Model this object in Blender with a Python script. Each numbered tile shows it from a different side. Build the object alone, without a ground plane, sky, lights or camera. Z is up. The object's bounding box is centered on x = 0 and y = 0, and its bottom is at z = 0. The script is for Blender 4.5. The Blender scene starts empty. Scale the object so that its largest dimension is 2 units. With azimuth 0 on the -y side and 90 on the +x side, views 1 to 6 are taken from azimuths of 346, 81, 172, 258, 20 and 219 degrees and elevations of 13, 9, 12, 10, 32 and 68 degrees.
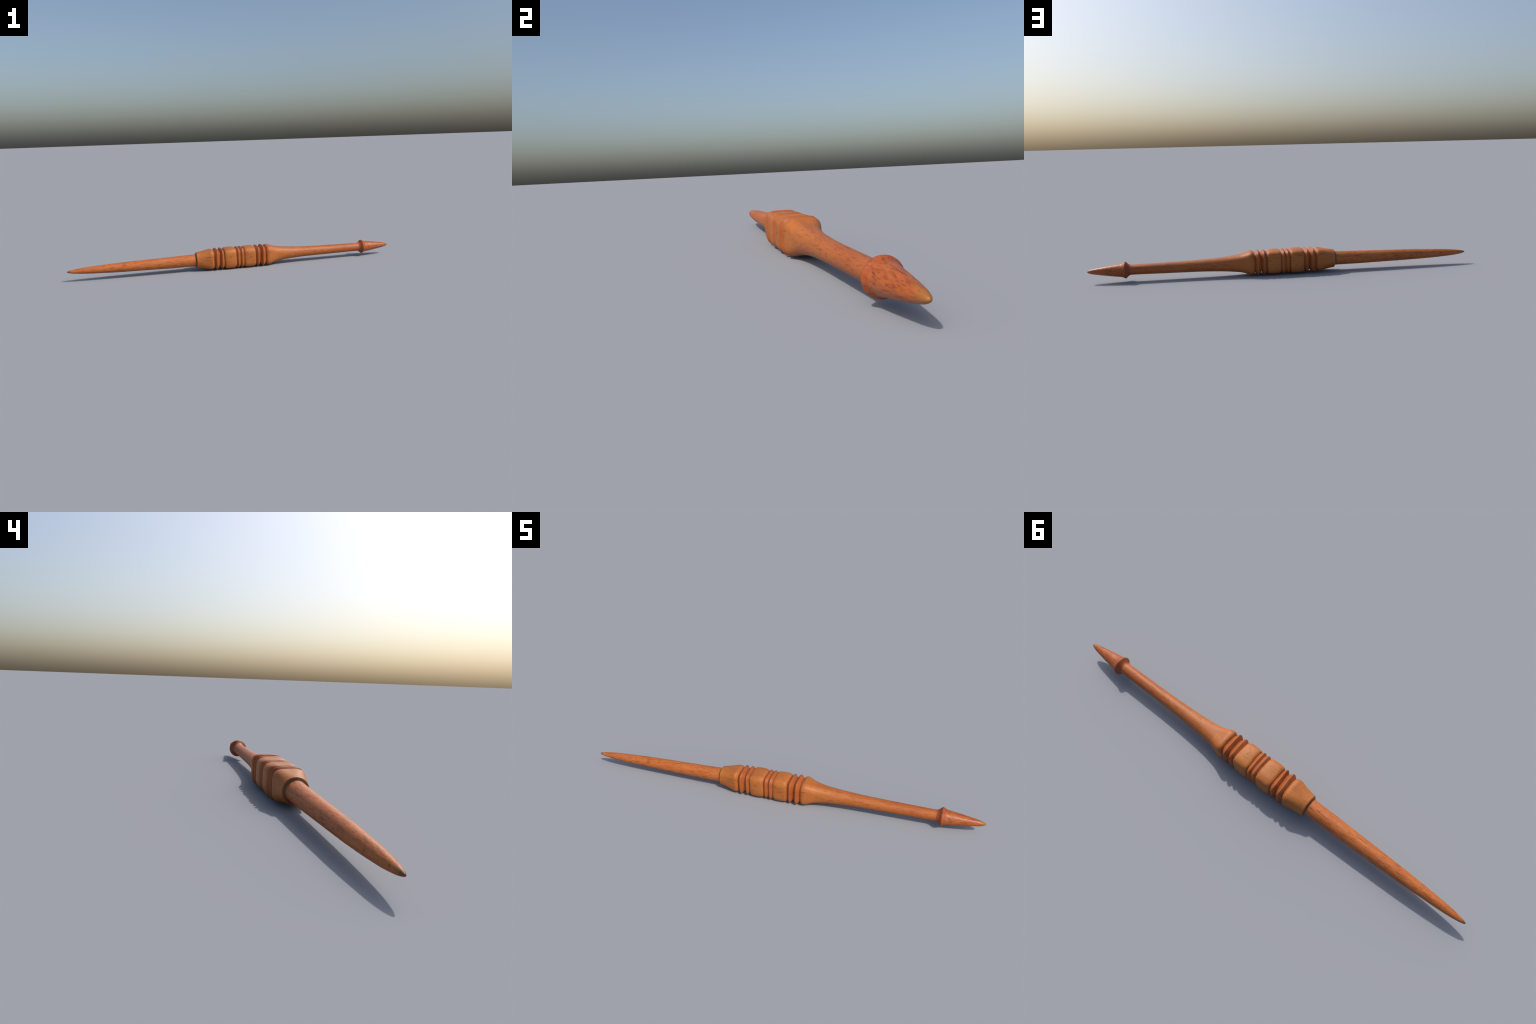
"""Carved wooden spindle: pointed round shaft, rounded-square ribbed grip,
flared neck, sharp collar and blunt finial, lying along the x axis."""
import bpy, math
import numpy as np

RNG = np.random.default_rng(11)

# ------------------------------------------------------------------ profile
def pchip(xs, ys, x):
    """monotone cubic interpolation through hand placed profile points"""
    xs = np.asarray(xs, float); ys = np.asarray(ys, float)
    h = np.diff(xs); d = np.diff(ys) / h
    m = np.zeros_like(ys)
    for i in range(1, len(xs) - 1):
        if d[i - 1] * d[i] > 0:
            w1 = 2 * h[i] + h[i - 1]; w2 = h[i] + 2 * h[i - 1]
            m[i] = (w1 + w2) / (w1 / d[i - 1] + w2 / d[i])
    m[0] = d[0]; m[-1] = d[-1]
    k = np.clip(np.searchsorted(xs, x) - 1, 0, len(h) - 1)
    t = (x - xs[k]) / h[k]
    return ((1 + 2 * t) * (1 - t) ** 2 * ys[k] + t * (1 - t) ** 2 * h[k] * m[k]
            + t * t * (3 - 2 * t) * ys[k + 1] + t * t * (t - 1) * h[k] * m[k + 1])

# long pointed shaft, then the chamfered end face of the grip
SHAFT = [(-1.0, 0.0), (-0.9985, .0022), (-0.995, .0041), (-0.990, .0058), (-0.975, .0096), (-0.950, .0133),
         (-0.920, .0167), (-0.860, .0208), (-0.800, .0238), (-0.710, .0274),
         (-0.620, .0297), (-0.500, .0321), (-0.400, .0342), (-0.320, .0353), (-0.2690, .0360)]
# sleeve: chamfered face, conical body, rounded shoulder (section turns square)
SLEEVE = [(-0.2690, .0360), (-0.2670, .0376), (-0.2615, .0455), (-0.2600, .0471), (-0.2580, .0480), (-0.2500, .0487),
          (-0.2150, .0528), (-0.1900, .0566), (-0.1790, .0582), (-0.1720, .0584),
          (-0.1660, .0568), (-0.1610, .0528), (-0.1580, .0485)]
# neck: rounded shoulder, concave flare, slim round stem
NECK = [(0.1605, .0480), (0.1640, .0530), (0.1690, .0572), (0.1760, .0588), (0.1830, .0583), (0.1920, .0561),
        (0.2100, .0511), (0.2350, .0458), (0.2650, .0424), (0.3000, .0388), (0.3300, .0366),
        (0.3850, .0334), (0.4300, .0315), (0.4900, .0299), (0.5850, .0283), (0.6600, .0273),
        (0.7200, .0265), (0.7780, .0261), (0.7880, .0267)]
COLLAR = [(0.7880, .0267), (0.7950, .0290), (0.8010, .0335), (0.8070, .0395), (0.8105, .0424), (0.8130, .0430),
          (0.8160, .0422), (0.8220, .0387), (0.8300, .0353)]
FINIAL = [(0.8300, .0353), (0.8420, .0334), (0.8600, .0312), (0.8850, .0277), (0.9200, .0224), (0.9500, .0176),
          (0.9730, .0132), (0.9860, .0096), (0.9940, .0062), (0.9980, .0036), (1.0, 0.0)]

# grip pieces between the sleeve and the neck: (kind, x0, x1, crest x, crest, valley0, valley1)
GRIP = [("rib", -0.1580, -0.1250, -0.1425, .0620, .0485, .0462),
        ("rib", -0.1250, -0.0968, -0.1108, .0606, .0462, .0500),
        ("block", -0.0968, -0.0230, -0.0600, .0612, .0500, .0515),
        ("rib", -0.0230, 0.0003, -0.0118, .0602, .0515, .0530),
        ("rib", 0.0003, 0.0250, 0.0108, .0606, .0530, .0522),
        ("block", 0.0250, 0.0965, 0.0600, .0612, .0522, .0500),
        ("rib", 0.0965, 0.1265, 0.1110, .0608, .0500, .0462),
        ("rib", 0.1265, 0.1605, 0.1425, .0620, .0462, .0480)]

def rib_shape(t):
    e = .22                                  # rounded crest, straight flanks
    return 1 - (np.sqrt(t * t + e * e) - e) / (math.sqrt(1 + e * e) - e)

def block_shape(t):
    a = np.abs(t)
    return np.clip(1 - a ** 7, 0, 1) ** .55

PARTS = []        # (name, x0, x1, radius function, number of stations)
def add_pts(name, pts, n):
    xs, ys = zip(*pts)
    PARTS.append((name, xs[0], xs[-1], lambda x, xs=xs, ys=ys: pchip(xs, ys, x), n))
def add_grip(kind, x0, x1, xc, crest, v0, v1):
    def f(x):
        t = np.where(x < xc, (x - xc) / (xc - x0), (x - xc) / (x1 - xc))
        valley = np.where(x < xc, v0, v1)
        if kind == "rib":
            return valley + (crest - valley) * rib_shape(t)
        top = crest - .0022 * t * t
        return valley + (top - valley) * block_shape(t)
    PARTS.append((kind, x0, x1, f, 44 if kind == "rib" else 96))
add_pts("shaft", SHAFT, 240)
add_pts("sleeve", SLEEVE, 150)
for g in GRIP:
    add_grip(*g)
add_pts("neck", NECK, 260)
add_pts("collar", COLLAR, 60)
add_pts("finial", FINIAL, 110)

# spine height, spine side shift and squareness along x
def spine_z(x):
    return pchip([-1, -.8, -.585, -.415, -.27, -.17, 0, .17, .27, .39, .556, .72, 1],
                 [.0585, .0592, .0598, .0603, .0617, .0622, .0622, .0623, .0603, .0592, .0578, .0572, .0568], x)
def spine_y(x):
    return pchip([-1, -.6, -.2, 0, .3, .7, 1], [-.0018, -.0007, -.0004, -.0003, -.0005, -.0002, .0013], x)
def squareness(x):
    return pchip([-1, -.27, -.255, -.225, -.18, -.1, .1, .185, .215, .26, .34, .45, 1],
                 [2, 2, 2.08, 2.6, 3.9, 4.2, 4.2, 4.0, 3.2, 2.45, 2.12, 2.0, 2.0], x)

# ------------------------------------------------------------- whole surface
SEG = 224
PHI = np.linspace(0, 2 * np.pi, SEG, endpoint=False)

def soft_noise(x, y, z, freq, seed, terms=9):
    r = np.random.default_rng(seed)
    out = 0
    for _ in range(terms):
        k = r.normal(size=3) * freq
        out = out + np.sin(k[0] * x + k[1] * y + k[2] * z + r.uniform(0, 6.28))
    return out / math.sqrt(terms)

# hand-carving marks on the surface: (x, angle in degrees, length along x, width across, depth, slant)
DENTS = [(.0685, 117, .006, .0013, .0008, 1.0), (.0635, 112, .007, .0013, .0008, 1.0), (.060, 92, .003, .006, .0004, .3),
         (.057, 75, .022, .0011, .0007, 0), (-.190, 161, .026, .0012, .0008, 0), (-.172, 158, .010, .0012, .0007, 0),
         (-.050, 105, .006, .0016, .0005, .9), (.060, 262, .005, .002, .0006, .4), (.180, 160, .016, .002, .0007, 0),
         (-.080, 60, .012, .0012, .0006, 0), (-.035, 128, .008, .0014, .0005, 1.2)]

def stations(part):
    name, x0, x1, f, n = part
    t = np.linspace(0, 1, n)
    if name == "shaft":
        t = t ** 1.5
    elif name == "finial":
        t = 1 - (1 - t) ** 1.7
    elif name == "neck":
        t = t ** 1.5
    elif name in ("rib", "block"):
        t = t
    return x0 + (x1 - x0) * t

def build_grid():
    xs, rs, tag = [], [], []
    for i, p in enumerate(PARTS):
        x = stations(p); r = p[3](x)
        if i:
            x, r = x[1:], r[1:]
        xs.append(x); rs.append(r); tag.append(len(x))
    return np.concatenate(xs), np.concatenate(rs), tag

X, R, COUNT = build_grid()
sq = squareness(X)[:, None]
c, s = np.cos(PHI)[None], np.sin(PHI)[None]
unit = (np.abs(c) ** sq + np.abs(s) ** sq) ** (-1 / sq)
# unit direction coordinates for the carving irregularity
gripmask = np.clip((.23 - np.abs(X - .0)) / .05, 0, 1)[:, None]
slow = soft_noise(X[:, None] * 30, c * 1.3, s * 1.3, 1.0, 3)
fine = soft_noise(X[:, None] * 260, c * 6, s * 6, 1.0, 5)
wob = soft_noise(X[:, None] * 42, c * 1.9, s * 1.9, 1.0, 8)
taper = np.clip(R / .02, 0, 1)[:, None]
rad = R[:, None] * unit + taper * (slow * (.00022 + .00045 * gripmask) + fine * .00010)
xx = X[:, None] + gripmask * wob * .0011 + 0 * c
for dx, da, dl, dw, dd, sl in DENTS:
    a0 = math.radians(da)
    u = X[:, None] - dx
    w = (np.angle(np.exp(1j * (PHI - a0)))[None]) * .062
    u2, w2 = (u * math.cos(sl) + w * math.sin(sl)), (-u * math.sin(sl) + w * math.cos(sl))
    rad = rad - dd * np.exp(-(u2 / dl) ** 2 - (w2 / dw) ** 2)
YY = spine_y(X)[:, None] + rad * c * pchip([-1, -.3, -.2, .2, .45, 1], [1.015, 1.015, 1.003, 1.003, 1.022, 1.018], X)[:, None]
ZZ = spine_z(X)[:, None] + rad * s
ZZ = ZZ - ZZ.min()
P = np.stack([xx + 0 * YY, YY, ZZ], -1)            # stations x segments x 3
P[0] = P[0].mean(0); P[-1] = P[-1].mean(0)

# whole-body vertex normals
dX = np.gradient(P, axis=0)
dP = (np.roll(P, -1, 1) - np.roll(P, 1, 1))
N = np.cross(dP, dX)
N[0] = (-1, 0, 0); N[-1] = (1, 0, 0)
ln = np.linalg.norm(N, axis=-1, keepdims=True)
N = N / np.maximum(ln, 1e-12)
mid = len(X) // 2
if (N[mid, 0] @ np.array([0, 1, 0])) < 0:
    N = -N
    N[0] = (-1, 0, 0); N[-1] = (1, 0, 0)

# ---------------------------------------------------------------- materials
def wood(name, pale, deep, streak, dash_amount, dash_level, rough=.54, deep_bias=.5,
         tint=None, olive=None, edge=None, face=None, blotch=0, marks=(), dash_fade=None):
    """orange hardwood: broad colour drift, fibre streaks along x, short dark pores.
    tint = (x0, x1, colour): gradual change of wood colour along the stick
    olive = (x0, x1): varnish-stained yellowish olive area growing from x0 to x1
    marks = (x, y, z, half length along x, half width, strength): single dark flaws in the grain
    edge = (x0, x1, colour): narrow stained rim, face = (x0, x1, colour): dark brown end face"""
    m = bpy.data.materials.new(name); m.use_nodes = True
    nt = m.node_tree; nd = nt.nodes; lk = nt.links
    bsdf = nd["Principled BSDF"]
    tc = nd.new("ShaderNodeTexCoord")
    sep = nd.new("ShaderNodeSeparateXYZ"); lk.new(tc.outputs["Object"], sep.inputs[0])
    def noise(scale, loc=(0, 0, 0), detail=3, rough_=.55):
        mp = nd.new("ShaderNodeMapping"); mp.inputs["Scale"].default_value = scale
        mp.inputs["Location"].default_value = loc
        lk.new(tc.outputs["Object"], mp.inputs[0])
        n = nd.new("ShaderNodeTexNoise"); n.inputs["Scale"].default_value = 1
        n.inputs["Detail"].default_value = detail; n.inputs["Roughness"].default_value = rough_
        lk.new(mp.outputs[0], n.inputs["Vector"])
        return n.outputs["Fac"]
    def rng(val, a, b, lo=0, hi=1, smooth=True):
        r = nd.new("ShaderNodeMapRange")
        if smooth:
            r.interpolation_type = 'SMOOTHSTEP'
        for k, v in zip(("From Min", "From Max", "To Min", "To Max"), (a, b, lo, hi)):
            r.inputs[k].default_value = v
        lk.new(val, r.inputs["Value"])
        return r.outputs["Result"]
    def mul(a, b):
        q = nd.new("ShaderNodeMath"); q.operation = 'MULTIPLY'
        lk.new(a, q.inputs[0])
        if isinstance(b, (int, float)):
            q.inputs[1].default_value = b
        else:
            lk.new(b, q.inputs[1])
        return q.outputs[0]
    def mix(fac, a, b):
        q = nd.new("ShaderNodeMix"); q.data_type = 'RGBA'
        lk.new(fac, q.inputs["Factor"])
        for sock, v in ((q.inputs["A"], a), (q.inputs["B"], b)):
            if isinstance(v, tuple):
                sock.default_value = (*v, 1)
            else:
                lk.new(v, sock)
        return q.outputs["Result"]
    drift = rng(noise((5, 26, 26), (1.3, 0, 0), 2), .5 - deep_bias * .3, 1.0 - deep_bias * .45)
    col = mix(drift, pale, deep)
    if tint:
        col = mix(mul(rng(sep.outputs["X"], tint[0], tint[1]), rng(drift, 0, 1, .55, 1)), col, tint[2])
    fibre = rng(noise((9, 170, 170), (3, 1, 2), 4, .6), .45, .72)
    col = mix(mul(fibre, .38), col, streak)
    light = rng(noise((12, 120, 120), (7, 4, 2), 3), .55, .75)
    col = mix(mul(light, .35), col, tuple(min(1, v * 1.25) for v in pale))
    if blotch:
        bl = rng(noise((30, 95, 95), (5, 9, 1), 1), .50, .78)
        col = mix(mul(bl, blotch), col, tuple(v * .85 for v in streak))
    pore = tuple(v * k for v, k in zip(streak, (.80, .70, .75)))
    dash = rng(noise((30, 250, 250), (11, 3, 6), 0), dash_level, dash_level + .12)
    fleck = rng(noise((52, 400, 400), (2, 8, 4), 0), dash_level - .02, dash_level + .12)
    if dash_fade:                      # pores appear gradually along the piece
        w = rng(sep.outputs["X"], dash_fade[0], dash_fade[1], .12, 1)
        dash, fleck = mul(dash, w), mul(fleck, w)
    col = mix(mul(dash, dash_amount), col, pore)
    col = mix(mul(fleck, dash_amount * .7), col, pore)
    for mx, my, mz, lx, lw, amt in marks:
        mp = nd.new("ShaderNodeMapping"); mp.vector_type = 'TEXTURE'
        mp.inputs["Location"].default_value = (mx + .005, my + .002, mz + .002)
        mp.inputs["Scale"].default_value = (lx, .014, lw) if abs(my) > .05 else (lx, lw, max(lw, .012))
        jit = nd.new("ShaderNodeVectorMath"); jit.operation = 'MULTIPLY_ADD'
        nn = nd.new("ShaderNodeTexNoise"); nn.inputs["Scale"].default_value = 160; nn.inputs["Detail"].default_value = 2
        lk.new(tc.outputs["Object"], nn.inputs["Vector"])
        lk.new(nn.outputs["Color"], jit.inputs[0]); jit.inputs[1].default_value = (.010, .004, .004)
        lk.new(tc.outputs["Object"], jit.inputs[2])
        lk.new(jit.outputs[0], mp.inputs[0])
        ln_ = nd.new("ShaderNodeVectorMath"); ln_.operation = 'LENGTH'
        lk.new(mp.outputs[0], ln_.inputs[0])
        col = mix(mul(rng(ln_.outputs["Value"], .25, 1.0, 1, 0), amt), col, pore)
    if olive:
        edge_n = noise((10, 85, 85), (4, 4, 9), 2)
        ad = nd.new("ShaderNodeMath"); ad.operation = 'MULTIPLY_ADD'
        lk.new(edge_n, ad.inputs[0]); ad.inputs[1].default_value = .9; 
        lk.new(rng(sep.outputs["X"], olive[0], olive[1], 0, .62, False), ad.inputs[2])
        ol = rng(ad.outputs[0], .74, .88)
        col = mix(mul(ol, .8), col, olive[2])
    if edge:
        up = rng(sep.outputs["X"], edge[0], edge[0] + .0012)
        dn = rng(sep.outputs["X"], edge[1] - .0012, edge[1], 1, 0)
        col = mix(mul(mul(mul(up, dn), rng(noise((3, 30, 30), (2, 2, 2), 1), .35, .6, .15, 1)), .75), col, edge[2])
    if face:
        up = rng(sep.outputs["X"], face[0], face[0] + .0015)
        dn = rng(sep.outputs["X"], face[1] - .0015, face[1], 1, 0)
        col = mix(mul(mul(up, dn), .8), col, face[2])
    lk.new(col, bsdf.inputs["Base Color"])
    bsdf.inputs["Roughness"].default_value = rough
    bsdf.inputs["Specular IOR Level"].default_value = .38
    bump = nd.new("ShaderNodeBump"); bump.inputs["Strength"].default_value = .12
    bump.inputs["Distance"].default_value = .002
    lk.new(noise((14, 240, 240), (1, 5, 3), 4), bump.inputs["Height"])
    lk.new(bump.outputs[0], bsdf.inputs["Normal"])
    return m

PALE = (.395, .128, .0235); DEEP = (.318, .090, .0160); STREAK = (.255, .060, .0145)
OLIVE = (.30, .135, .024); DARK_FACE = (.115, .042, .016)
MATS = {
    "shaft": wood("shaft_wood", (.435, .128, .026), (.375, .100, .020), STREAK, .8, .625,
                  olive=(-.95, -1.0, (.25, .105, .022)), face=(-1.02, -.984, (.17, .060, .020))),
    "sleeve": wood("sleeve_wood", PALE, DEEP, STREAK, .5, .70, deep_bias=.4,
                   edge=(-.2612, -.2590, (.36, .20, .036)), face=(-.2695, -.2610, DARK_FACE),
                   marks=[(-.190, -.056, .083, .032, .0035, .9), (-.170, -.060, .085, .016, .003, .8),
                          (-.174, -.060, .048, .010, .005, .6), (-.250, .004, .108, .010, .003, .7),
                          (-.183, .056, .096, .030, .006, .45)]),
    "rib": wood("rib_wood", (.345, .092, .0175), (.295, .070, .0135), (.225, .042, .013), .35, .70, deep_bias=.55, rough=.52,
                marks=[(-.115, -.046, .114, .007, .016, .75), (.007, -.046, .112, .005, .014, .6),
                       (-.145, -.046, .113, .006, .010, .5), (.013, .050, .040, .006, .016, .4)]),
    "block": wood("block_wood", PALE, DEEP, STREAK, .55, .69, deep_bias=.4,
                  marks=[(-.058, -.061, .080, .010, .0035, .8), (-.076, -.060, .049, .012, .0035, .7),
                         (.042, -.060, .092, .008, .005, .7), (.062, -.061, .065, .012, .003, .8),
                         (.080, -.059, .040, .008, .003, .6), (.060, -.002, .122, .006, .008, .55),
                         (.057, .016, .122, .022, .0016, .5), (-.086, -.040, .119, .014, .004, .6),
                         (-.070, .058, .098, .026, .006, .6), (.083, .060, .077, .012, .004, .6),
                         (-.080, -.058, .102, .012, .003, .5), (-.047, -.058, .100, .010, .003, .5)]),
    "neck": wood("neck_wood", (.395, .122, .0235), (.330, .092, .0175), STREAK, .75, .635, dash_fade=(.20, .36),
                 tint=(.22, .8, (.36, .088, .0165)),
                 marks=[(.180, -.058, .085, .026, .006, .55), (.166, -.056, .066, .005, .006, .7),
                        (.176, .058, .091, .022, .003, .6)]),
    "collar": wood("collar_wood", (.310, .072, .0150), (.265, .056, .0130), (.215, .038, .013), .6, .66, deep_bias=.55, blotch=.5),  # base colours darkened a little for the baked shade behind the collar
    "finial": wood("finial_wood", (.375, .098, .0185), (.325, .076, .0150), (.215, .038, .013), .8, .655, deep_bias=.5,
                   rough=.42, blotch=.75, olive=(.925, 1.02, (.27, .110, .024))),
}

# ------------------------------------------------------------------- objects
root = bpy.data.objects.new("wooden_spindle", None)
bpy.context.scene.collection.objects.link(root)
root.empty_display_size = .1
root["label"] = "orange carved wooden spindle with ribbed square grip and pointed ends"
root["category"] = "wooden spindle"

start = 0
for i, part in enumerate(PARTS):
    lo = max(start - 1, 0); hi = start + COUNT[i]
    start = hi
    n = hi - lo
    V = P[lo:hi].reshape(-1, 3); NV = N[lo:hi].reshape(-1, 3)
    verts = [tuple(v) for v in V]; norms = [tuple(v) for v in NV]
    faces = []
    first_tip, last_tip = (i == 0), (i == len(PARTS) - 1)
    for a in range(n - 1):
        b0, b1 = a * SEG, (a + 1) * SEG
        for k in range(SEG):
            k2 = (k + 1) % SEG
            if first_tip and a == 0:
                faces.append((0, b1 + k2, b1 + k))
            elif last_tip and a == n - 2:
                faces.append((b0 + k, b0 + k2, b1))
            else:
                faces.append((b0 + k, b0 + k2, b1 + k2, b1 + k))
    me = bpy.data.meshes.new(part[0])
    # drop the unused duplicates of the pole vertices
    used = sorted({v for f in faces for v in f})
    remap = {v: j for j, v in enumerate(used)}
    me.from_pydata([verts[v] for v in used], [], [tuple(remap[v] for v in f) for f in faces])
    me.update()
    # outward winding
    fc = me.polygons[len(me.polygons) // 2]
    if np.dot(fc.normal, norms[used[fc.vertices[0]]]) < 0:
        me.flip_normals()
    me.polygons.foreach_set("use_smooth", [True] * len(me.polygons))
    me.normals_split_custom_set_from_vertices([norms[v] for v in used])
    me.materials.append(MATS[part[0]])
    ob = bpy.data.objects.new(part[0], me)
    bpy.context.scene.collection.objects.link(ob)
    ob.parent = root
